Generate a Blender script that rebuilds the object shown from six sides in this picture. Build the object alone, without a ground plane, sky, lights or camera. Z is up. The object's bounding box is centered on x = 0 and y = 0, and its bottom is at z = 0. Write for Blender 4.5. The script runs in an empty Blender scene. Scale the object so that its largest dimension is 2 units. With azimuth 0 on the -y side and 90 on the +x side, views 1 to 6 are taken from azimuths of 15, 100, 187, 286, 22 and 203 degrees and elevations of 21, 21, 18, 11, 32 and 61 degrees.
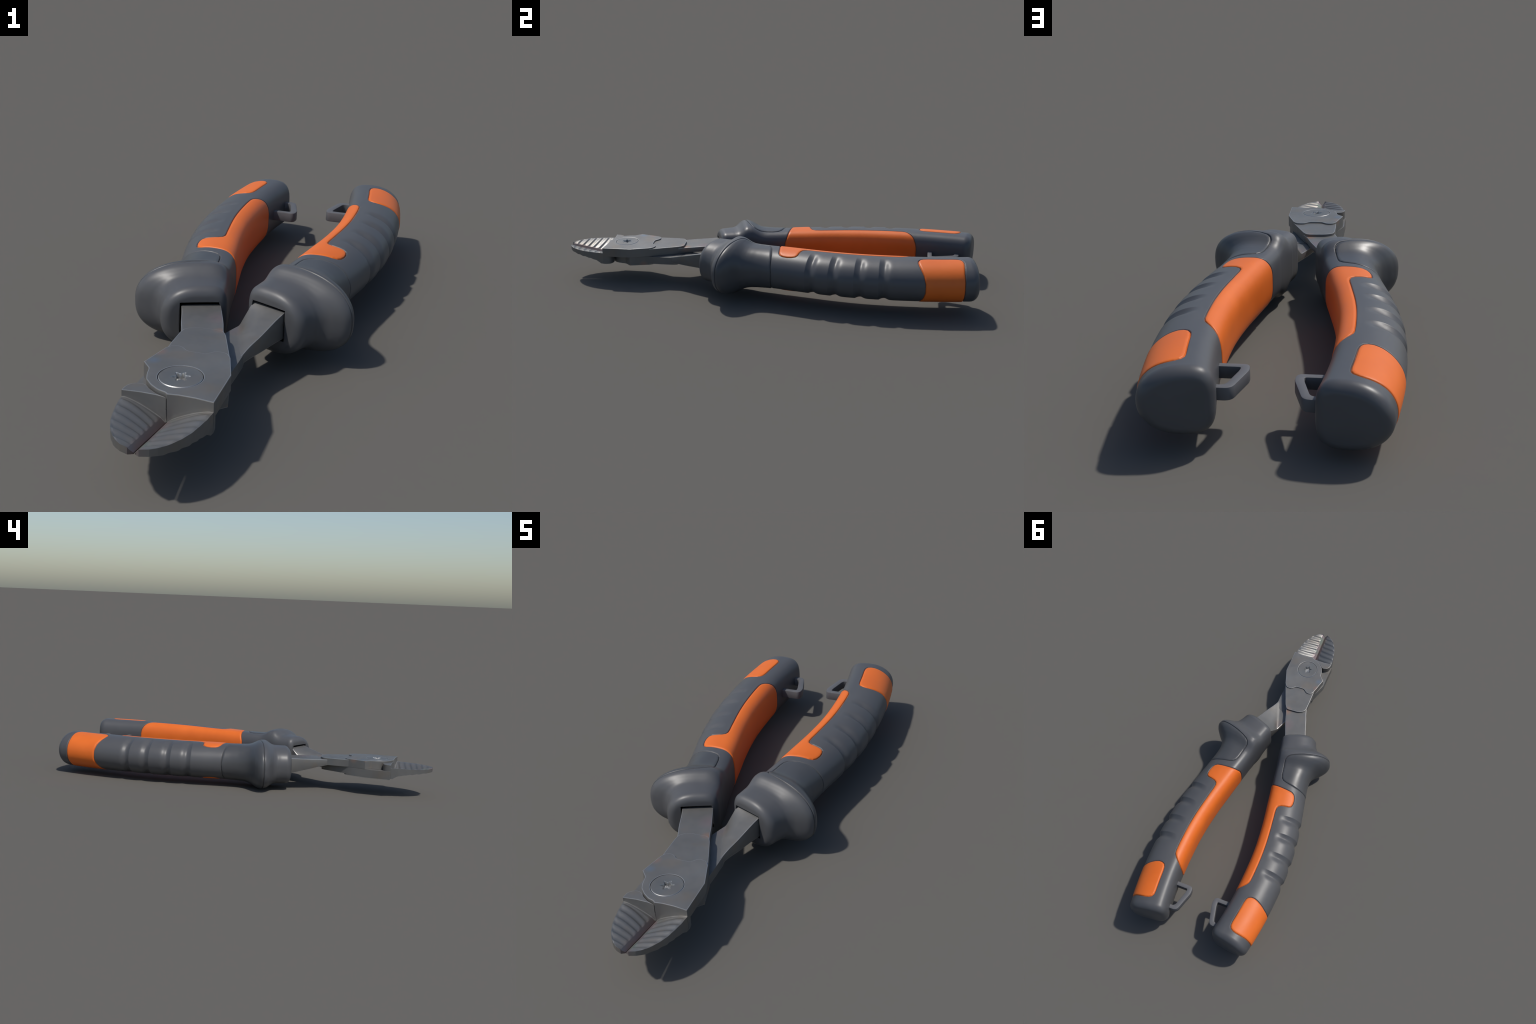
import bpy, bmesh, math
import numpy as np
from mathutils import Matrix, Vector

# ------------------------------------------------------------------ helpers
def hermite(t, xs, vs):
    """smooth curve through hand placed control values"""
    xs = np.asarray(xs, float); vs = np.asarray(vs, float)
    m = np.gradient(vs, xs)
    i = np.clip(np.searchsorted(xs, t) - 1, 0, len(xs) - 2)
    h = xs[i + 1] - xs[i]; u = (t - xs[i]) / h
    return ((2*u**3 - 3*u**2 + 1)*vs[i] + (u**3 - 2*u**2 + u)*h*m[i]
            + (-2*u**3 + 3*u**2)*vs[i + 1] + (u**3 - u**2)*h*m[i + 1])

def smooth(a, b, x):
    u = np.clip((x - a)/(b - a), 0, 1)
    return u*u*(3 - 2*u)

def round_poly(pts, r, n=5, closed=True):
    """round the corners of a polygon with quadratic arcs; r number or per-corner list"""
    P = [np.array(p, float) for p in pts]; N = len(P); out = []
    for i in range(N):
        ri = r[i] if hasattr(r, '__len__') else r
        if ri <= 0 or (not closed and i in (0, N - 1)):
            out.append(P[i]); continue
        a, b, c = P[i - 1], P[i], P[(i + 1) % N]
        da, dc = a - b, c - b; la, lc = np.linalg.norm(da), np.linalg.norm(dc)
        k = min(ri, .48*la, .48*lc)
        p0, p2 = b + da/la*k, b + dc/lc*k
        for j in range(n + 1):
            u = j/n
            out.append((1-u)**2*p0 + 2*u*(1-u)*b + u*u*p2)
    return out

def poly_sdf(px, py, poly):
    """signed distance (negative inside) of points to a polygon"""
    P = np.array(poly, float); d2 = np.full(px.shape, 1e9); ins = np.zeros(px.shape, bool)
    for i in range(len(P)):
        a, b = P[i], P[(i + 1) % len(P)]
        e = b - a; wx, wy = px - a[0], py - a[1]
        u = np.clip((wx*e[0] + wy*e[1])/max(e @ e, 1e-12), 0, 1)
        d2 = np.minimum(d2, (wx - u*e[0])**2 + (wy - u*e[1])**2)
        if abs(e[1]) > 1e-12:
            cr = ((a[1] > py) != (b[1] > py)) & (px < e[0]*(py - a[1])/e[1] + a[0])
            ins ^= cr
    d = np.sqrt(d2)
    return np.where(ins, -d, d)

def mesh_from(name, co, faces, mat, smooth_angle=None):
    me = bpy.data.meshes.new(name)
    me.from_pydata([tuple(c) for c in co], [], faces)
    me.materials.append(mat); me.validate(); me.update()
    if smooth_angle is not None:
        me.shade_smooth(); me.set_sharp_from_angle(angle=math.radians(smooth_angle))
    return me

def tri_mesh(name, co, tris, mat):
    me = bpy.data.meshes.new(name)
    me.vertices.add(len(co)); me.vertices.foreach_set('co', co.astype(np.float32).ravel())
    n = len(tris)
    me.loops.add(3*n); me.loops.foreach_set('vertex_index', tris.astype(np.int32).ravel())
    me.polygons.add(n); me.polygons.foreach_set('loop_start', np.arange(0, 3*n, 3, dtype=np.int32))
    me.update(calc_edges=True)
    me.polygons.foreach_set('use_smooth', np.ones(n, bool))
    me.materials.append(mat)
    return me

def add_obj(name, me, parent):
    ob = bpy.data.objects.new(name, me)
    bpy.context.scene.collection.objects.link(ob)
    ob.parent = parent
    return ob

# ------------------------------------------------------------------ materials
def new_mat(name):
    m = bpy.data.materials.new(name); m.use_nodes = True
    nt = m.node_tree; b = nt.nodes['Principled BSDF']
    tc = nt.nodes.new('ShaderNodeTexCoord')
    return m, nt, b, tc

def noise(nt, vec, scale, detail=4, rough=.55):
    n = nt.nodes.new('ShaderNodeTexNoise')
    n.inputs['Scale'].default_value = scale; n.inputs['Detail'].default_value = detail
    n.inputs['Roughness'].default_value = rough
    nt.links.new(vec, n.inputs['Vector'])
    return n

def ramp(nt, fac, stops):
    r = nt.nodes.new('ShaderNodeValToRGB')
    e = r.color_ramp.elements
    while len(e) < len(stops): e.new(.5)
    for k, (p, c) in zip(e, stops):
        k.position = p; k.color = (*c, 1)
    nt.links.new(fac, r.inputs['Fac'])
    return r

def mix(nt, fac, a, b, mode='MIX'):
    m = nt.nodes.new('ShaderNodeMix'); m.data_type = 'RGBA'; m.blend_type = mode
    if isinstance(fac, float): m.inputs[0].default_value = fac
    else: nt.links.new(fac, m.inputs[0])
    for s, v in ((m.inputs[6], a), (m.inputs[7], b)):
        if isinstance(v, tuple): s.default_value = (*v, 1)
        else: nt.links.new(v, s)
    return m.outputs[2]

def maprange(nt, val, lo, hi, a, b):
    m = nt.nodes.new('ShaderNodeMapRange')
    m.inputs[1].default_value, m.inputs[2].default_value = lo, hi
    m.inputs[3].default_value, m.inputs[4].default_value = a, b
    nt.links.new(val, m.inputs[0])
    return m.outputs[0]

def bump(nt, b, height, strength, dist):
    n = nt.nodes.new('ShaderNodeBump')
    n.inputs['Strength'].default_value = strength; n.inputs['Distance'].default_value = dist
    nt.links.new(height, n.inputs['Height']); nt.links.new(n.outputs['Normal'], b.inputs['Normal'])

def spots(nt, tc, col, lst):
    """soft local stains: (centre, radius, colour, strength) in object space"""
    for c, r, tint, k in lst:
        d = nt.nodes.new('ShaderNodeVectorMath'); d.operation = 'DISTANCE'
        nt.links.new(tc.outputs['Object'], d.inputs[0]); d.inputs[1].default_value = c
        col = mix(nt, maprange(nt, d.outputs['Value'], 0, r, k, 0), col, tint)
    return col

def plastic(name, col_a, col_b, rough, spec, scale, stains=()):
    m, nt, b, tc = new_mat(name)
    n1 = noise(nt, tc.outputs['Object'], scale)
    n2 = noise(nt, tc.outputs['Object'], scale*9, 3)
    c = ramp(nt, n1.outputs['Fac'], [(.3, col_a), (.7, col_b)])
    nt.links.new(spots(nt, tc, c.outputs['Color'], stains), b.inputs['Base Color'])
    nt.links.new(maprange(nt, n1.outputs['Fac'], .3, .7, rough - .04, rough + .05), b.inputs['Roughness'])
    b.inputs['Specular IOR Level'].default_value = spec
    bump(nt, b, n2.outputs['Fac'], .06, .002)
    return m

RUBBER = plastic('dark_grey_rubber', (.074, .0755, .081), (.086, .087, .091), .42, .45, 5,
                 [((.088, -.125, .085), .022, (.16, .07, .08), .5), ((.074, -.128, .070), .02, (.05, .10, .12), .5),
                  ((-.345, -.15, -.04), .045, (.085, .075, .12), .5), ((.33, -.15, -.02), .05, (.105, .085, .125), .4)])
THUMB = plastic('thumb_rest_rubber', (.060, .062, .066), (.073, .075, .079), .38, .45, 6)
ORANGE = plastic('orange_grip_plastic', (.70, .138, .016), (.77, .160, .020), .47, .38, 7)
LOOP = plastic('loop_plastic', (.100, .102, .110), (.125, .125, .130), .50, .40, 9)
SOCKET = plastic('socket_shadow_rubber', (.030, .031, .034), (.036, .037, .040), .6, .3, 6)  # rubber colour darkened to hold the shade inside the socket

def metal(name, base_a, base_b, rough, metallic, stains=(), edge=None):
    m, nt, b, tc = new_mat(name)
    n1 = noise(nt, tc.outputs['Object'], 6, 5)
    n2 = noise(nt, tc.outputs['Object'], 42, 4)
    n3 = noise(nt, tc.outputs['Object'], 9, 2)
    c = ramp(nt, n1.outputs['Fac'], [(.3, base_a), (.7, base_b)])
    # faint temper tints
    t = ramp(nt, n3.outputs['Fac'], [(.30, (.27, .22, .17)), (.42, (.22, .22, .22)), (.58, (.22, .22, .22)), (.72, (.16, .20, .235))])
    col = mix(nt, .26, c.outputs['Color'], t.outputs['Color'])
    col = spots(nt, tc, col, stains)
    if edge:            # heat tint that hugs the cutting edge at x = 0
        x = nt.nodes.new('ShaderNodeSeparateXYZ'); nt.links.new(tc.outputs['Object'], x.inputs[0])
        ab = nt.nodes.new('ShaderNodeMath'); ab.operation = 'ABSOLUTE'; nt.links.new(x.outputs['X'], ab.inputs[0])
        n4 = noise(nt, tc.outputs['Object'], 16, 1)
        e = ramp(nt, n4.outputs['Fac'], [(.40, edge[0]), (.60, edge[1])])
        col = mix(nt, maprange(nt, ab.outputs[0], .002, edge[2], .48, 0), col, e.outputs['Color'])
    nt.links.new(col, b.inputs['Base Color'])
    b.inputs['Metallic'].default_value = metallic; b.inputs['Specular IOR Level'].default_value = .32
    nt.links.new(maprange(nt, n2.outputs['Fac'], .3, .7, rough - .05, rough + .06), b.inputs['Roughness'])
    bump(nt, b, n1.outputs['Fac'], .10, .004)
    return m

STEEL = metal('satin_steel', (.124, .122, .116), (.180, .176, .167), .47, .50,
              [((.010, -.405, .166), .032, (.40, .19, .10), .5), ((-.090, -.650, .182), .022, (.12, .20, .30), .45), ((-.02, -.32, .166), .05, (.24, .17, .18), .5),
               ((-.115, -.665, .182), .012, (.42, .2, .1), .45), ((-.095, -.60, .182), .025, (.40, .2, .12), .45)])
BLADE = metal('ground_steel', (.160, .158, .152), (.20, .197, .189), .47, .65, edge=((.18, .27, .22), (.30, .19, .21), .034))
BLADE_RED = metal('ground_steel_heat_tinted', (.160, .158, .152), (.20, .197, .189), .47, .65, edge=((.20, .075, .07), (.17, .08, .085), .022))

EDGE = metal('steel_edge_painted_highlight', (.42, .415, .40), (.52, .51, .49), .38, .75)  # bevels coloured far paler than the steel to draw bright rim highlights

# ------------------------------------------------------------------ handle surface
# plan centre line (y -> x) of the right handle, and section half sizes along it
HY = [-.275, -.22, -.165, -.10, 0, .15, .30, .45, .60, .75, .90, 1.0]
HX = [.0905, .1135, .1325, .1515, .1735, .2052, .2344, .2525, .2563, .2503, .2338, .2180]
GY = [-.275, -.25, -.20, -.185, -.172, -.162, -.152, -.142, -.13, -.118, -.106, -.094, -.08, -.066, -.05, -.035, -.015, .02, .10, .20, 1.0]
G_OUT = [.116, .118, .1225, .129, .145, .167, .187, .197, .200, .196, .185, .167, .143, .124, .111, .104, .099, .0955, .097, .0995, .101]
G_UP = [.094, .096, .098, .0985, .1005, .105, .1115, .1185, .1232, .1234, .1218, .1172, .1095, .1025, .0975, .0955, .0945, .0938, .0944, .0946, .0945]
G_IN = [.074, .077, .084, .0855, .087, .0875, .088, .0885, .089, .0895, .090, .0905, .091, .0915, .092, .093, .094, .0955, .097, .099, .1015]
G_RND = [2.5, 2.5, 2.5, 2.5, 2.5, 2.5, 2.5, 2.5, 2.5, 2.5, 2.5, 2.5, 2.5, 2.45, 2.4, 2.35, 2.3, 2.25, 2.15, 2.12, 2.12]
T_FRONT, T_END = -.231, .955
R_FRONT, R_END = .029, .034
HOLE = (.003, .0595, .0535, -.043)      # centre u, half width, top, bottom of the tang socket

def section(t, ph):
    ao, b, ai = (hermite(t, GY, G) for G in (G_OUT, G_UP, G_IN))
    c, s = np.cos(ph), np.sin(ph)
    k = smooth(-.06, .10, t); u0 = -.023*k            # crest of the grip sits toward the inner side
    n = np.where(c > 0, np.where(s > 0, np.minimum(hermite(t, GY, G_RND), 2.32), hermite(t, GY, G_RND)), 3.9 - .75*k)
    r = (np.abs(c)**n + np.abs(s)**n)**(-1/n)
    return u0 + np.where(c > 0, ao - u0, ai + u0)*r*c, b*r*s

def frame(t):
    x = hermite(t, HY, HX); e = 1e-3
    dx = (hermite(t + e, HY, HX) - hermite(t - e, HY, HX))/(2*e)
    l = np.sqrt(1 + dx*dx)
    return x, dx/l, 1/l          # centre x, tangent (tx, ty)

NPH = 540
ph = np.linspace(0, 2*np.pi, NPH, endpoint=False)
def step(a, b, d): return list(np.linspace(a, b, max(2, int(round((b - a)/d))), endpoint=False))
rows = []                        # (t, axial offset, inset distance, mode)
DEP = .07
for k in np.linspace(0, 1, 8): rows.append((T_FRONT, -R_FRONT + DEP*(1 - k), 0, 'hole', 0))
for k in np.linspace(0, 1, 9)[1:-1]: rows.append((T_FRONT, -R_FRONT, R_FRONT, 'face', k))
for a in np.linspace(90, 0, 12, endpoint=False):
    a = math.radians(a); rows.append((T_FRONT, -R_FRONT*math.sin(a), R_FRONT*(1 - math.cos(a)), 'body', 0))
for t in step(T_FRONT, -.20, .003) + step(-.20, -.03, .0011) + step(-.03, T_END, .0016):
    rows.append((t, 0, 0, 'body', 0))
for a in np.linspace(0, 90, 13):
    a = math.radians(a); rows.append((T_END, R_END*math.sin(a), R_END*(1 - math.cos(a)), 'body', 0))
for k in np.linspace(0, 1, 14)[1:]: rows.append((T_END, R_END + .004*(1 - (1 - k)**2), R_END, 'cap', k))
NR = len(rows)
RT = np.array([r[0] for r in rows])[:, None]; RO = np.array([r[1] for r in rows])[:, None]
RI = np.array([r[2] for r in rows])[:, None]; RK = np.array([r[4] for r in rows])[:, None]
MODE = np.array([r[3] for r in rows])[:, None]
U, W = section(RT + 0*ph, ph + 0*RT)
rad = np.sqrt(U*U + W*W)
ins = 1 - RI/rad
ins = np.where(MODE == 'cap', ins*(1 - .999*RK), ins)
U, W = U*ins, W*ins
# rectangular socket loop reached along the same polar angle
hu, hw, ht, hb = HOLE
cu, su = np.cos(ph), np.sin(ph)
kx = hw/np.maximum(np.abs(cu), 1e-6); kz = np.where(su > 0, ht, -hb)/np.maximum(np.abs(su), 1e-6)
kr = np.minimum(kx, kz); HU, HW_ = hu + kr*cu, kr*su
fk = np.where(MODE == 'hole', 0, RK)
isf = (MODE == 'face') | (MODE == 'hole')
U, W = np.where(isf, HU + (U - HU)*fk, U), np.where(isf, HW_ + (W - HW_)*fk, W)
CX, TX, TY = frame(RT)
def place(cx, t, tx, ty, off, u, w):
    return np.stack([cx + tx*off + ty*u, t + ty*off - tx*u, w], -1)
BASE = place(CX, RT, TX, TY, RO, U, W)
T2 = np.broadcast_to(RT + RO, (NR, NPH)).copy()
# girth coordinate q measured from the middle of the inner side
seg = np.linalg.norm(np.roll(BASE, -1, axis=1) - BASE, axis=2)
cum = np.concatenate([np.zeros((NR, 1)), np.cumsum(seg, 1)[:, :-1]], 1)
Q = np.abs(cum[:, NPH//2:NPH//2 + 1] - cum)

# panel outlines in (t, q), upper half; mirrored below
grip_half = [(.052, .03), (.055, .052), (.066, .08), (.076, .112), (.087, .150), (.098, .190), (.108, .204), (.122, .211),
             (.145, .2135), (.165, .211), (.180, .204), (.186, .192), (.187, .165), (.1885, .148), (.195, .134), (.207, .127), (.23, .1245),
             (.30, .1235), (.40, .1245), (.50, .125), (.60, .1255), (.645, .1245), (.662, .121), (.676, .112), (.692, .096), (.706, .076), (.716, .052), (.720, .03)]
grip_panel = grip_half + [(a, -b) for a, b in reversed(grip_half)]
end_half = [(.727, .185), (.729, .168), (.736, .155), (.749, .148), (.77, .1455), (.885, .1455), (.906, .148), (.919, .157), (.925, .172),
            (.9265, .188), (.925, .21), (.921, .25), (.9205, .60), (.757, .60), (.7565, .30), (.750, .265), (.740, .236), (.731, .207)]
thumb_half = [(.0835, .60), (.083, .32), (.080, .28), (.075, .24), (.067, .205), (.057, .172), (.047, .147), (.037, .131), (.022, .121), (0, .118),
              (-.04, .119), (-.062, .1225), (-.080, .131), (-.094, .146), (-.104, .163), (-.113, .195), (-.120, .240), (-.126, .30), (-.130, .36), (-.1325, .42), (-.133, .60)]
onbody = (MODE == 'body') & (RT > T_FRONT) & (RO == 0)
FAR = .5
def field(poly):
    d = np.full((NR, NPH), FAR); m = np.broadcast_to(onbody, d.shape)
    tt, qq = T2[m], Q[m]
    d[m] = poly_sdf(tt, qq, poly)
    return d
FD = [field(grip_panel), field(end_half), field(thumb_half)]
D = np.minimum.reduce(FD); REG = np.argmin(FD, 0)

# surface normals of the plain skin
def grid_normals(P):
    a = np.gradient(P, axis=0); b = np.roll(P, -1, 1) - np.roll(P, 1, 1)
    n = np.cross(b, a); l = np.linalg.norm(n, axis=2, keepdims=True)
    return n/np.maximum(l, 1e-12)
NB = grid_normals(BASE)
cen = BASE.mean(1, keepdims=True)
sgn = np.sign(((BASE - cen)*NB).sum(2)[NR//2].mean()); NB *= sgn

def relief(t, q, d):
    """outward displacement: panel seams, panel swell and the four finger dents"""
    h = -.0046*np.exp(-(d/.0017)**2)
    h = h + np.where(d < 0, .0016*smooth(0, .010, -d), 0)
    for t0 in (.262, .364, .475, .580):
        x = t - t0            # crisp front brow, rounded floor, long soft rear ramp
        g = np.where(x < 0, 1 - np.clip(-x/.022, 0, 1)**1.5, np.exp(-(x/.0175)**2))
        h = h - .0096*g*smooth(.148, .215, q)*np.where(q > .1, 1, 0)
    return h
H = np.where(np.broadcast_to(onbody, D.shape), relief(T2, Q, D), 0)
SURF = BASE + NB*H[..., None]

# triangulate and cut exactly along the panel outlines
idx = np.arange(NR*NPH).reshape(NR, NPH)
a, b = idx[:-1], np.roll(idx, -1, 1)[:-1]; c, d_ = np.roll(idx, -1, 1)[1:], idx[1:]
tris = np.concatenate([np.stack([a, b, c], -1).reshape(-1, 3), np.stack([a, c, d_], -1).reshape(-1, 3)])
if sgn < 0: pass
vco = SURF.reshape(-1, 3); vD = D.reshape(-1).copy(); vR = REG.reshape(-1)
vB = BASE.reshape(-1, 3); vN = NB.reshape(-1, 3); vH = H.reshape(-1)
vD[np.abs(vD) < .00022] = 0
td = vD[tris]
mixed = (td.min(1) < 0) & (td.max(1) > 0)
keep = tris[~mixed]; kreg = np.where(td[~mixed].min(1) < 0, vR[keep][np.arange(len(keep)), td[~mixed].argmin(1)], -1)
new_co, cache, out_t, out_r = [], {}, [], []
def cut(i, j):
    k = (min(i, j), max(i, j))
    if k not in cache:
        w = vD[i]/(vD[i] - vD[j])
        cache[k] = len(vco) + len(new_co)
        p = vB[i]*(1 - w) + vB[j]*w; n = vN[i]*(1 - w) + vN[j]*w
        new_co.append(p + n*(-.0046))
    return cache[k]
for tri in tris[mixed]:
    s = np.sign(vD[tri]); tri = list(map(int, tri))
    neg = [i for i in range(3) if s[i] < 0]; pos = [i for i in range(3) if s[i] > 0]
    rg = int(vR[tri[neg[0]]])
    if len(neg) == 1 and len(pos) == 1:
        z = ({0, 1, 2} - {neg[0], pos[0]}).pop()
        r_ = [tri[z], tri[(z + 1) % 3], tri[(z + 2) % 3]]; m = cut(r_[1], r_[2])
        for f, owner in (((r_[0], r_[1], m), r_[1]), ((r_[0], m, r_[2]), r_[2])):
            out_t.append(f); out_r.append(rg if vD[owner] < 0 else -1)
    else:
        lone = neg[0] if len(neg) == 1 else pos[0]
        i, j, k = tri[lone], tri[(lone + 1) % 3], tri[(lone + 2) % 3]
        m1, m2 = cut(i, j), cut(i, k)
        lr = rg if len(neg) == 1 else -1; orr = -1 if len(neg) == 1 else rg
        out_t += [(i, m1, m2), (m1, j, k), (m1, k, m2)]; out_r += [lr, orr, orr]
ALLCO = np.concatenate([vco, np.array(new_co).reshape(-1, 3)])
ALLT = np.concatenate([keep, np.array(out_t, int).reshape(-1, 3)])
ALLR = np.concatenate([kreg, np.array(out_r, int)])
fn = np.cross(ALLCO[ALLT[:, 1]] - ALLCO[ALLT[:, 0]], ALLCO[ALLT[:, 2]] - ALLCO[ALLT[:, 0]])
# make the winding face outward
test = ((ALLCO[ALLT[:, 0]] - np.array([.2, 0, 0])*[1, 0, 0]) * 0).sum()
k0 = int(idx[NR//2, 0]); f0 = np.where((ALLT == k0).any(1))[0][0]
if fn[f0] @ vN[k0] < 0:
    ALLT = ALLT[:, ::-1].copy(); fn = -fn
VN = np.zeros_like(ALLCO)
for j in range(3): np.add.at(VN, ALLT[:, j], fn)
VN /= np.maximum(np.linalg.norm(VN, axis=1, keepdims=True), 1e-12)
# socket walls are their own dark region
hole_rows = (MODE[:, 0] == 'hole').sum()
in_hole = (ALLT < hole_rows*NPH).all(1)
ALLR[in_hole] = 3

def sub_mesh(name, region, mat, sx=1):
    t = ALLT[ALLR == region]
    used, inv = np.unique(t, return_inverse=True)
    f = inv.reshape(-1, 3)
    me = tri_mesh(name, ALLCO[used]*[sx, 1, 1], f if sx > 0 else f[:, ::-1], mat)
    if region != 3:
        me.normals_split_custom_set_from_vertices(VN[used]*[sx, 1, 1])
    return me
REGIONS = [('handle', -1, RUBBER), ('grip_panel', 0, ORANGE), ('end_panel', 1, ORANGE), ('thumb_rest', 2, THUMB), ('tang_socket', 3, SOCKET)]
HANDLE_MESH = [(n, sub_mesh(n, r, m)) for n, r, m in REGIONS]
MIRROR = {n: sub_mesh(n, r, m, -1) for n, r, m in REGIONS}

def crisp_normals(me, limit=40):
    """smooth shading that keeps big flat faces flat and lets only the rounded rims bend"""
    me.shade_smooth()
    N = [p.normal.copy() for p in me.polygons]; A = [p.area for p in me.polygons]
    at = {}
    for p in me.polygons:
        for v in p.vertices: at.setdefault(v, []).append(p.index)
    cl = math.cos(math.radians(limit)); out = []
    for p in me.polygons:
        for v in p.vertices:
            fs = [f for f in at[v] if N[f].dot(N[p.index]) > cl]
            flat = [f for f in fs if abs(N[f].z) > .999]
            n = N[flat[0]] if flat else sum((N[f]*A[f] for f in fs), Vector())
            out.append(tuple(n.normalized()))
    me.normals_split_custom_set(out)

# ------------------------------------------------------------------ prisms with chosen bevelled rims
def prism(name, outline, z0, z1, mat, holes=(), bev=.0025, skip=lambda p, q: False, bottom_bev=False, top_bev=True):
    bm = bmesh.new()
    loops = [outline] + list(holes)
    area = lambda L: sum(L[i - 1][0]*L[i][1] - L[i][0]*L[i - 1][1] for i in range(len(L)))
    rings = []
    for li, L in enumerate(loops):
        L = [np.asarray(p, float) for p in L]
        if (area(L) > 0) != (li == 0): L = L[::-1]
        rings.append(([bm.verts.new((p[0], p[1], z1)) for p in L], [bm.verts.new((p[0], p[1], z0)) for p in L]))
    rim = []
    for side, (k, nz) in enumerate(((0, 1), (1, -1))):
        es = []
        for R in rings:
            vs = R[k]
            for i in range(len(vs)):
                e = bm.edges.new((vs[i - 1], vs[i])); es.append(e)
                if (top_bev if side == 0 else bottom_bev) and not skip(vs[i - 1].co, vs[i].co): rim.append(e)
        g = bmesh.ops.triangle_fill(bm, edges=es, use_beauty=True, use_dissolve=False, normal=(0, 0, nz))
        for f in g['geom']:
            if isinstance(f, bmesh.types.BMFace):
                f.normal_update()
                if f.normal.z*nz < 0: f.normal_flip()
    for top, bot in rings:
        for i in range(len(top)):
            bm.faces.new((top[i - 1], bot[i - 1], bot[i], top[i]))
    bmesh.ops.dissolve_limit(bm, angle_limit=.002, verts=[], edges=[e for e in bm.edges if e not in rim and len(e.link_faces) == 2
                             and abs(e.link_faces[0].normal.z) > .9 and abs(e.link_faces[1].normal.z) > .9])
    bm.normal_update()
    bmesh.ops.recalc_face_normals(bm, faces=bm.faces)
    if bev > 0:
        bmesh.ops.bevel(bm, geom=[e for e in rim if e.is_valid], offset=bev, segments=2, profile=.6, affect='EDGES', clamp_overlap=True, material=1)
    bm.normal_update()
    me = bpy.data.meshes.new(name); bm.to_mesh(me); bm.free()
    me.materials.append(mat); me.materials.append(EDGE); crisp_normals(me)
    return me

def near(poly, p, tol=1e-4):
    P = np.array(poly); x = np.array([p.x, p.y])
    for i in range(len(P) - 1):
        e = P[i + 1] - P[i]; u = np.clip(((x - P[i]) @ e)/(e @ e), 0, 1)
        if np.linalg.norm(P[i] + u*e - x) < tol: return True
    return False

# ------------------------------------------------------------------ lever (top half with left tang)
Z_TOP, Z_STEP, Z_ARM, Z_MID = .182, .176, .166, .1385
SCREW = (.002, -.708)
back1 = round_poly([(.0865, -.572), (.071, -.549), (.040, -.5485), (.022, -.571), (-.030, -.573), (-.050, -.552), (-.076, -.553), (-.088, -.574)], .012, 4, closed=False)
back2 = round_poly([(.0335, -.440), (.017, -.413), (-.058, -.417), (-.086, -.436), (-.0895, -.462)], .016, 4, closed=False)
front = round_poly([(-.111, -.665), (-.0865, -.692), (-.0805, -.722), (-.0715, -.747), (-.051, -.769), (-.028, -.785), (-.006, -.7915), (.0015, -.7985)], .006, 3, closed=False)
wall = [(.028, -.7945), (.070, -.7945), (.1165, -.7995)]
side_r = [(.1155, -.660)]
plate_out = front + wall + side_r + back1
ring = [(SCREW[0] + .0562*math.cos(a), SCREW[1] + .0562*math.sin(a)) for a in np.linspace(0, 2*np.pi, 64, endpoint=False)]
PLATE = prism('pivot_plate', plate_out, Z_MID, Z_TOP, STEEL, holes=[ring], bev=.0022)
step_out = back1 + [(-.0895, -.52)] + back2[::-1] + [(.072, -.536)]
STEP = prism('plate_step', step_out, Z_MID, Z_STEP, STEEL, bev=.0022, skip=lambda p, q: near(back1, p) and near(back1, q))

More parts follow.
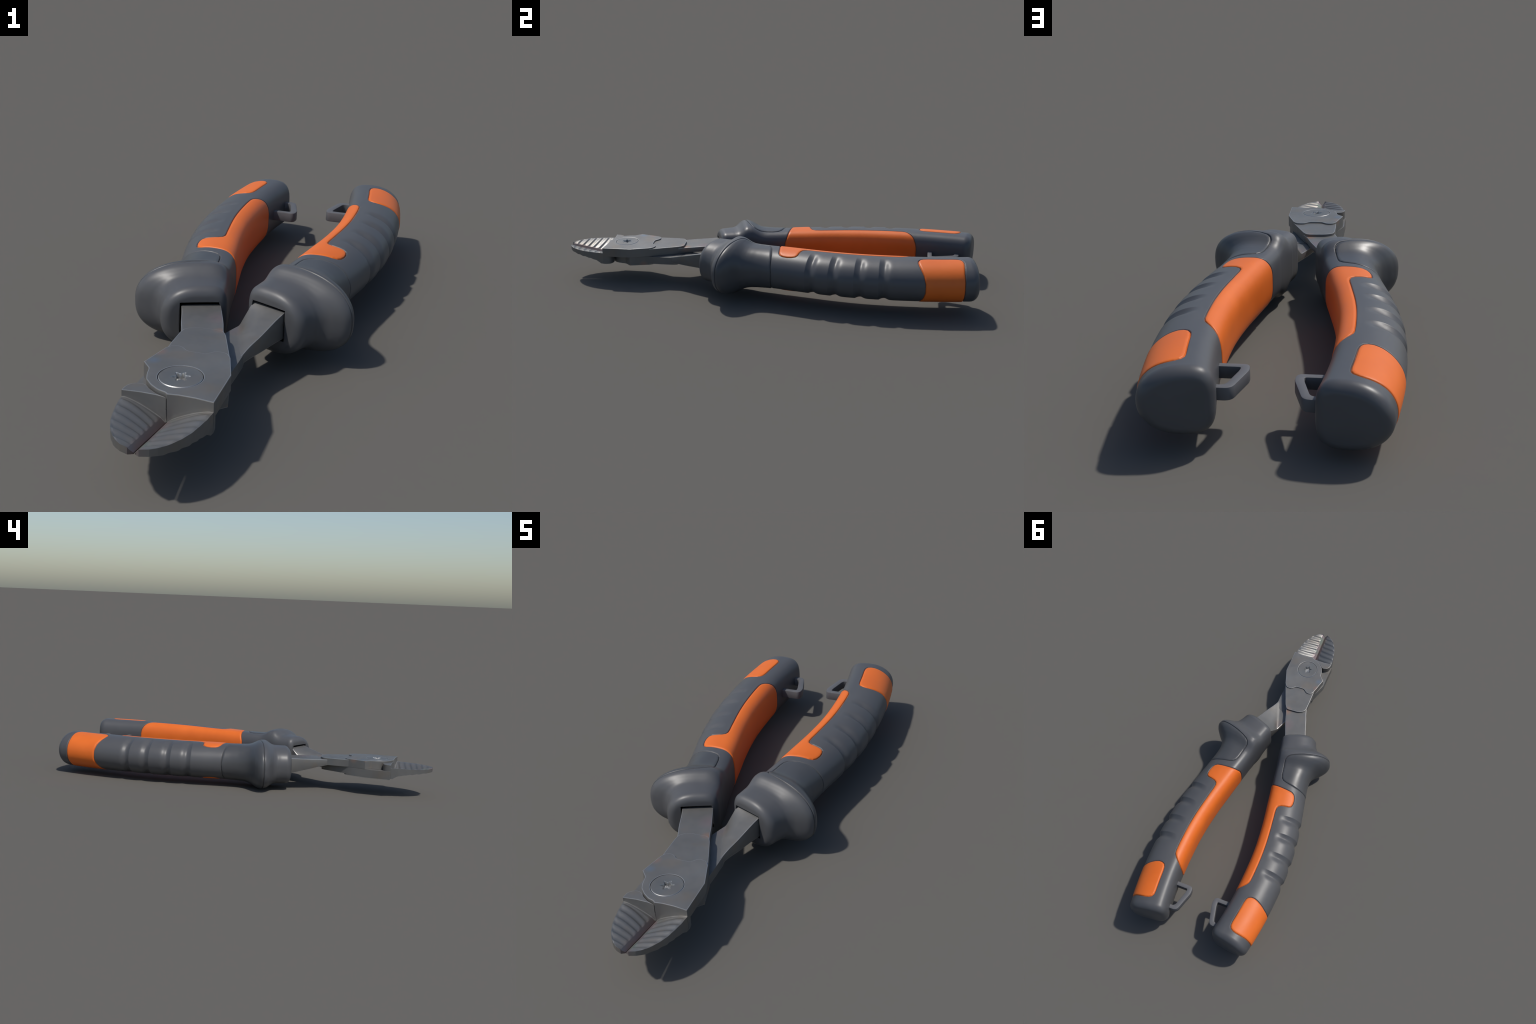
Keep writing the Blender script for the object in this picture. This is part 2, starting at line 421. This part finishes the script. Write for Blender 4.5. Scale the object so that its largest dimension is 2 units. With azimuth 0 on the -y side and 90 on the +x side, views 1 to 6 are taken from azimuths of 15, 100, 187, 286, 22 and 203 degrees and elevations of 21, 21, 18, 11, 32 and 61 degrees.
# tang: swept block from the step into the handle, underside drops with a soft diagonal crease
def tang_mesh():
    co, faces = [], []
    n, nu = 60, 25
    s = np.linspace(0, 1, n)
    # the two plan edges, paired across the tang
    Ly = np.interp(s, [0, .10, .94, 1], [-.478, -.455, -.285, -.270]); Ry = np.interp(s, [0, .10, .94, 1], [-.458, -.435, -.236, -.222])
    Lx = hermite(Ly, [-.56, -.46, -.43, -.387, -.30, -.277, -.25], [-.0893, -.0893, -.0975, -.114, -.1437, -.153, -.164])
    Rx = hermite(Ry, [-.565, -.545, -.440, -.4125, -.343, -.275, -.228, -.20], [.0835, .0755, .0335, .0200, -.004, -.030, -.0485, -.0595])
    Lx = Lx + .0012*(Ly < -.4625); Rx = Rx - .0012*(Ry < -.4402)
    for i in range(n):
        for top in (1, 0):
            for j in range(nu):
                u = j/(nu - 1); x = Lx[i]*(1 - u) + Rx[i]*u; y = Ly[i]*(1 - u) + Ry[i]*u
                if top: z = Z_ARM
                else:
                    # underside: flat lap, then a ramp that starts along a diagonal crease
                    y0, y1 = -.470*(1 - u) - .285*u, -.292*(1 - u) - .232*u
                    k = (y - y0)/(y1 - y0)
                    z = Z_MID + .0012 - .0505*(np.clip(k, 0, 1.1) if k > .12 else max(0, .5*(k + .12))*1.0*max(0, k + .12)/.24)
                co.append((x, y, z))
    row = 2*nu
    for i in range(n - 1):
        o, p = i*row, (i + 1)*row
        for j in range(nu - 1):
            faces.append((o + j, o + j + 1, p + j + 1, p + j))
            faces.append((o + nu + j, p + nu + j, p + nu + j + 1, o + nu + j + 1))
        faces.append((o, p, p + nu, o + nu)); faces.append((o + nu - 1, o + 2*nu - 1, p + 2*nu - 1, p + nu - 1))
    for o in (0, (n - 1)*row):
        for j in range(nu - 1):
            f = (o + j, o + nu + j, o + nu + j + 1, o + j + 1)
            faces.append(f if o == 0 else f[::-1])
    bm = bmesh.new(); vs = [bm.verts.new(c) for c in co]
    for f in faces: bm.faces.new([vs[k] for k in f])
    bmesh.ops.recalc_face_normals(bm, faces=bm.faces)
    rim = [e for e in bm.edges if len(e.link_faces) == 2 and e.calc_face_angle() > .9 and abs(e.verts[0].co.y - e.verts[1].co.y) > .002]
    rim = [e for e in rim if max(v.co.y for v in e.verts) > -.50]
    bmesh.ops.bevel(bm, geom=rim, offset=.0022, segments=2, profile=.6, affect='EDGES', material=1)
    me = bpy.data.meshes.new('tang'); bm.to_mesh(me); bm.free()
    me.materials.append(STEEL); me.materials.append(EDGE); me.shade_smooth(); me.set_sharp_from_angle(angle=math.radians(35))
    return me
TANG = tang_mesh()

# ------------------------------------------------------------------ jaw: block and ribbed blade
block_out = [(.0015, -.7985)] + wall + [(.1163, -.790)] + round_poly([(.1163, -.790), (.1145, -.775), (.104, -.760), (.083, -.7535), (.069, -.758), (.056, -.772), (.029, -.790), (.0015, -.7985)],
                                                   [0, .008, .010, .012, .008, .008, .006, 0], 3, closed=False)[1:-1]
BLOCK_UP = prism('jaw_block', [(-p[0]*.968, p[1]) for p in block_out], .276 - Z_MID, .1725, STEEL, bev=.0022)
BLOCK_DN = prism('jaw_block', block_out, .0985, Z_MID, STEEL, bev=.0022, top_bev=False, bottom_bev=True)

def blade_mesh():
    """right blade: bevelled cutting edge at x~0, domed ribbed face, tapering underside"""
    oy = np.array([-.792, -.80, -.836, -.865, -.88, -.905, -.918, -.934, -.953, -.968, -.981, -.992, -1.0])
    ox = np.array([.1155, .1160, .1125, .1065, .1035, .0970, .0915, .0845, .0735, .0625, .0500, .0345, .0135])
    nv, nu = 280, 110
    s = np.concatenate([[0], np.cumsum(np.hypot(np.diff(oy), np.diff(ox)))])
    v = np.linspace(0, 1, nv)
    OY = np.interp(v*s[-1], s, oy); OX = np.interp(v*s[-1], s, ox)
    k = np.ones(9)/9
    OXs = np.convolve(np.pad(OX, 4, 'edge'), k, 'valid'); OX = np.where((v > .06) & (v < .97), OXs, OX)
    IY = OY*(1 - v**6) + (-.991)*v**6
    IX = .0010 + .0009*np.clip((-IY - .82)/.12, 0, 1)
    u = np.concatenate([np.linspace(0, .16, 16, endpoint=False), np.linspace(.16, 1, nu - 16)])
    X = IX[:, None]*(1 - u) + OX[:, None]*u; Y = IY[:, None]*(1 - u) + OY[:, None]*u
    w = OX - IX
    edge = np.interp(-IY, [.79, .80, .991, 1.0], [.105, .105, .1400, .1415]); rim = np.interp(-OY, [.79, .80, .86, 1.0], [.1552, .1552, .1556, .1560])
    bw = np.minimum(.0125, w*.8)[:, None]; dx = X - IX[:, None]
    rise = np.minimum(.0115, (rim - edge)*.9)[:, None]
    up = np.clip((dx - bw)/np.maximum(w[:, None] - bw, 1e-4), 0, 1)
    g = 1 - np.clip(1 - up/.93, 0, 1)**1.4
    Zt = edge[:, None] + rise*np.clip(dx/bw, 0, 1) + (rim[:, None] - edge[:, None] - rise)*g
    # ribs: shallow scallops bowed toward the tip, fading at the bevel
    yc = -Y - .030*np.clip(1 - X/.105, 0, 1)**1.6*(1 - smooth(.86, .98, -Y)*.5) 
    phs = (yc - .806)/.0305
    saw = phs - np.floor(phs); c0 = .34
    saw = np.where(saw < c0, .5*saw/c0, .5 + .5*(saw - c0)/(1 - c0))
    rib = .5 - .5*np.cos(2*np.pi*saw)
    env = smooth(.85, 1.5, dx/bw)*smooth(.803, .815, -Y)*(1 - smooth(.972, .990, -Y))*(1 - .8*smooth(.90, 1.0, u))
    Zt = Zt + .0031*(rib - .55)*env
    rimb = np.interp(-OY, [.79, .812, .816, .835, .842, .885, .935, 1.0], [.1000, .1005, .104, .1160, .1170, .1255, .1315, .1385])
    cenb = np.minimum(np.interp(-IY, [.79, .81, .84, .90, .991], [.0985, .0985, .106, .119, .1365]), edge - .0032)
    Zb = cenb[:, None] + (rimb - cenb)[:, None]*u**1.5 - .0022*(rib - .5)*smooth(.84, .86, -Y)*(1 - smooth(.97, .99, -Y))*u
    Zb = np.minimum(Zb, Zt - .003)
    co = np.concatenate([np.stack([X, Y, Zt], -1).reshape(-1, 3), np.stack([X, Y, Zb], -1).reshape(-1, 3)])
    M = nv*nu; faces = []
    I = lambda i, j: i*nu + j
    for i in range(nv - 1):
        for j in range(nu - 1):
            f = (I(i, j), I(i + 1, j), I(i + 1, j + 1), I(i, j + 1))
            faces.append(f); faces.append(tuple(M + q for q in f[::-1]))
        faces.append((I(i, 0), M + I(i, 0), M + I(i + 1, 0), I(i + 1, 0)))
        faces.append((I(i, nu - 1), I(i + 1, nu - 1), M + I(i + 1, nu - 1), M + I(i, nu - 1)))
    for j in range(nu - 1):
        faces.append((I(0, j), I(0, j + 1), M + I(0, j + 1), M + I(0, j)))
        faces.append((I(nv - 1, j), M + I(nv - 1, j), M + I(nv - 1, j + 1), I(nv - 1, j + 1)))
    bm = bmesh.new(); vs = [bm.verts.new(c) for c in co]
    for f in faces: bm.faces.new([vs[q] for q in f])
    bmesh.ops.recalc_face_normals(bm, faces=bm.faces)
    me = bpy.data.meshes.new('jaw_blade'); bm.to_mesh(me); bm.free()
    me.materials.append(BLADE); me.materials.append(EDGE)
    for p in me.polygons:      # crease highlight painted as a pale line along the foot of the wall
        if p.normal.z > .3 and -.8022 < p.center.y < -.7985: p.material_index = 1
    me.shade_smooth(); me.set_sharp_from_angle(angle=math.radians(38))
    return me
BLADE_R = blade_mesh()
BLADE_L = BLADE_R.copy(); BLADE_L.materials[0] = BLADE_RED
BLADE_L.transform(Matrix.Diagonal((-.968, 1, 1, 1))); BLADE_L.flip_normals()

# ------------------------------------------------------------------ screw
def screw_mesh():
    R, zt, zd = .0545, .1822, .1690
    n = 72
    star = []
    for i in range(n):
        a = 2*np.pi*i/n
        star.append(.0176 + .0052*math.cos(6*a) + .0008*math.cos(12*a))
    prof = [(R - .0016, zt), (R, zt - .0016), (R, .150)]
    co, faces = [], []
    def ringv(rs, z):
        o = len(co)
        for i in range(n):
            a = 2*np.pi*i/n + .35
            r = rs[i] if hasattr(rs, '__len__') else rs
            co.append((SCREW[0] + r*math.cos(a), SCREW[1] + r*math.sin(a), z))
        return o
    seq = [ringv(R, .150), ringv(R, zt - .0016), ringv(R - .0016, zt), ringv([s + .0012 for s in star], zt), ringv(star, zt - .0012),
           ringv([s*.80 for s in star], zd), ringv(.002, zd - .001)]
    for a, b in zip(seq[:-1], seq[1:]):
        for i in range(n):
            j = (i + 1) % n; faces.append((a + i, a + j, b + j, b + i))
    faces.append(tuple(seq[-1] + i for i in range(n)))
    me = mesh_from('pivot_screw', co, faces, STEEL, 30)
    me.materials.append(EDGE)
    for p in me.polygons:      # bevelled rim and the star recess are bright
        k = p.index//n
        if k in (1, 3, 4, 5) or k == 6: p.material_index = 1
    return me
SCREW_ME = screw_mesh()

# ------------------------------------------------------------------ lanyard loop
def loop_mesh():
    outer = [(.17, .7705), (.064, .7705), (.0585, .806), (.0905, .919), (.17, .919)]
    inner = [(.17, .7915), (.0845, .7915), (.0865, .812), (.1095, .898), (.17, .898)]
    ro, ri = [0, .018, .016, .022, 0], [0, .008, .008, .016, 0]
    O = round_poly(outer, ro, 6); I = round_poly(inner, ri, 6)
    # one bar of rectangular section following the trapezium
    bm = bmesh.new(); z0, z1 = -.0185, .0185
    n = len(O)
    V = [[bm.verts.new((p[0], p[1], z)) for p in L] for L, z in ((O, z1), (O, z0), (I, z0), (I, z1))]
    for i in range(n - 1):
        for k in range(4):
            A, B = V[k], V[(k + 1) % 4]
            bm.faces.new((A[i], A[i + 1], B[i + 1], B[i]))
    bm.faces.new([V[k][0] for k in range(4)]); bm.faces.new([V[k][n - 1] for k in (3, 2, 1, 0)])
    bmesh.ops.recalc_face_normals(bm, faces=bm.faces)
    rim = []
    for k in range(4):
        S = set(V[k])
        rim += [e for e in bm.edges if e.verts[0] in S and e.verts[1] in S]
    bmesh.ops.bevel(bm, geom=rim, offset=.0028, segments=2, profile=.5, affect='EDGES')
    me = bpy.data.meshes.new('lanyard_loop'); bm.to_mesh(me); bm.free()
    me.materials.append(LOOP); me.shade_smooth(); me.set_sharp_from_angle(angle=math.radians(35))
    return me
LOOP_ME = loop_mesh()

# ------------------------------------------------------------------ assemble
root = bpy.data.objects.new('cutting_pliers', None)
bpy.context.scene.collection.objects.link(root)
root['label'] = 'diagonal cutting pliers with dark grey and orange grips'
root['category'] = 'hand tool'

def turned(z_sum):      # half turn about the long axis of the tool
    return Matrix.Translation((0, 0, z_sum)) @ Matrix.Rotation(math.pi, 4, 'Y')
def lifted(z):
    return Matrix.Translation((0, 0, z))

def mirrored(me):
    m = me.copy(); m.transform(Matrix.Diagonal((-1, 1, 1, 1))); m.flip_normals()
    return m
for mtx, flip in ((lifted(.1466), False), (lifted(.1234), True)):
    h = None
    for nm, me in HANDLE_MESH:
        if flip: me = MIRROR[nm]
        ob = add_obj(nm, me, root if h is None else h)
        if h is None:
            h = ob; ob.matrix_basis = mtx
    add_obj('lanyard_loop', mirrored(LOOP_ME) if flip else LOOP_ME, h)

lev_a = add_obj('lever', PLATE, root)
for nm, me in (('plate_step', STEP), ('tang', TANG), ('jaw_block', BLOCK_DN), ('jaw_blade', BLADE_R)):
    add_obj(nm, me, lev_a)
lev_b = add_obj('lever', PLATE, root); lev_b.matrix_basis = turned(.276)
for nm, me in (('plate_step', STEP), ('tang', TANG)):
    add_obj(nm, me, lev_b)
inv = turned(.276).inverted()
for nm, me in (('jaw_block', BLOCK_UP), ('jaw_blade', BLADE_L)):
    ob = add_obj(nm, me, lev_b); ob.matrix_basis = inv
add_obj('pivot_screw', SCREW_ME, lev_a)
add_obj('pivot_screw', SCREW_ME, lev_b)
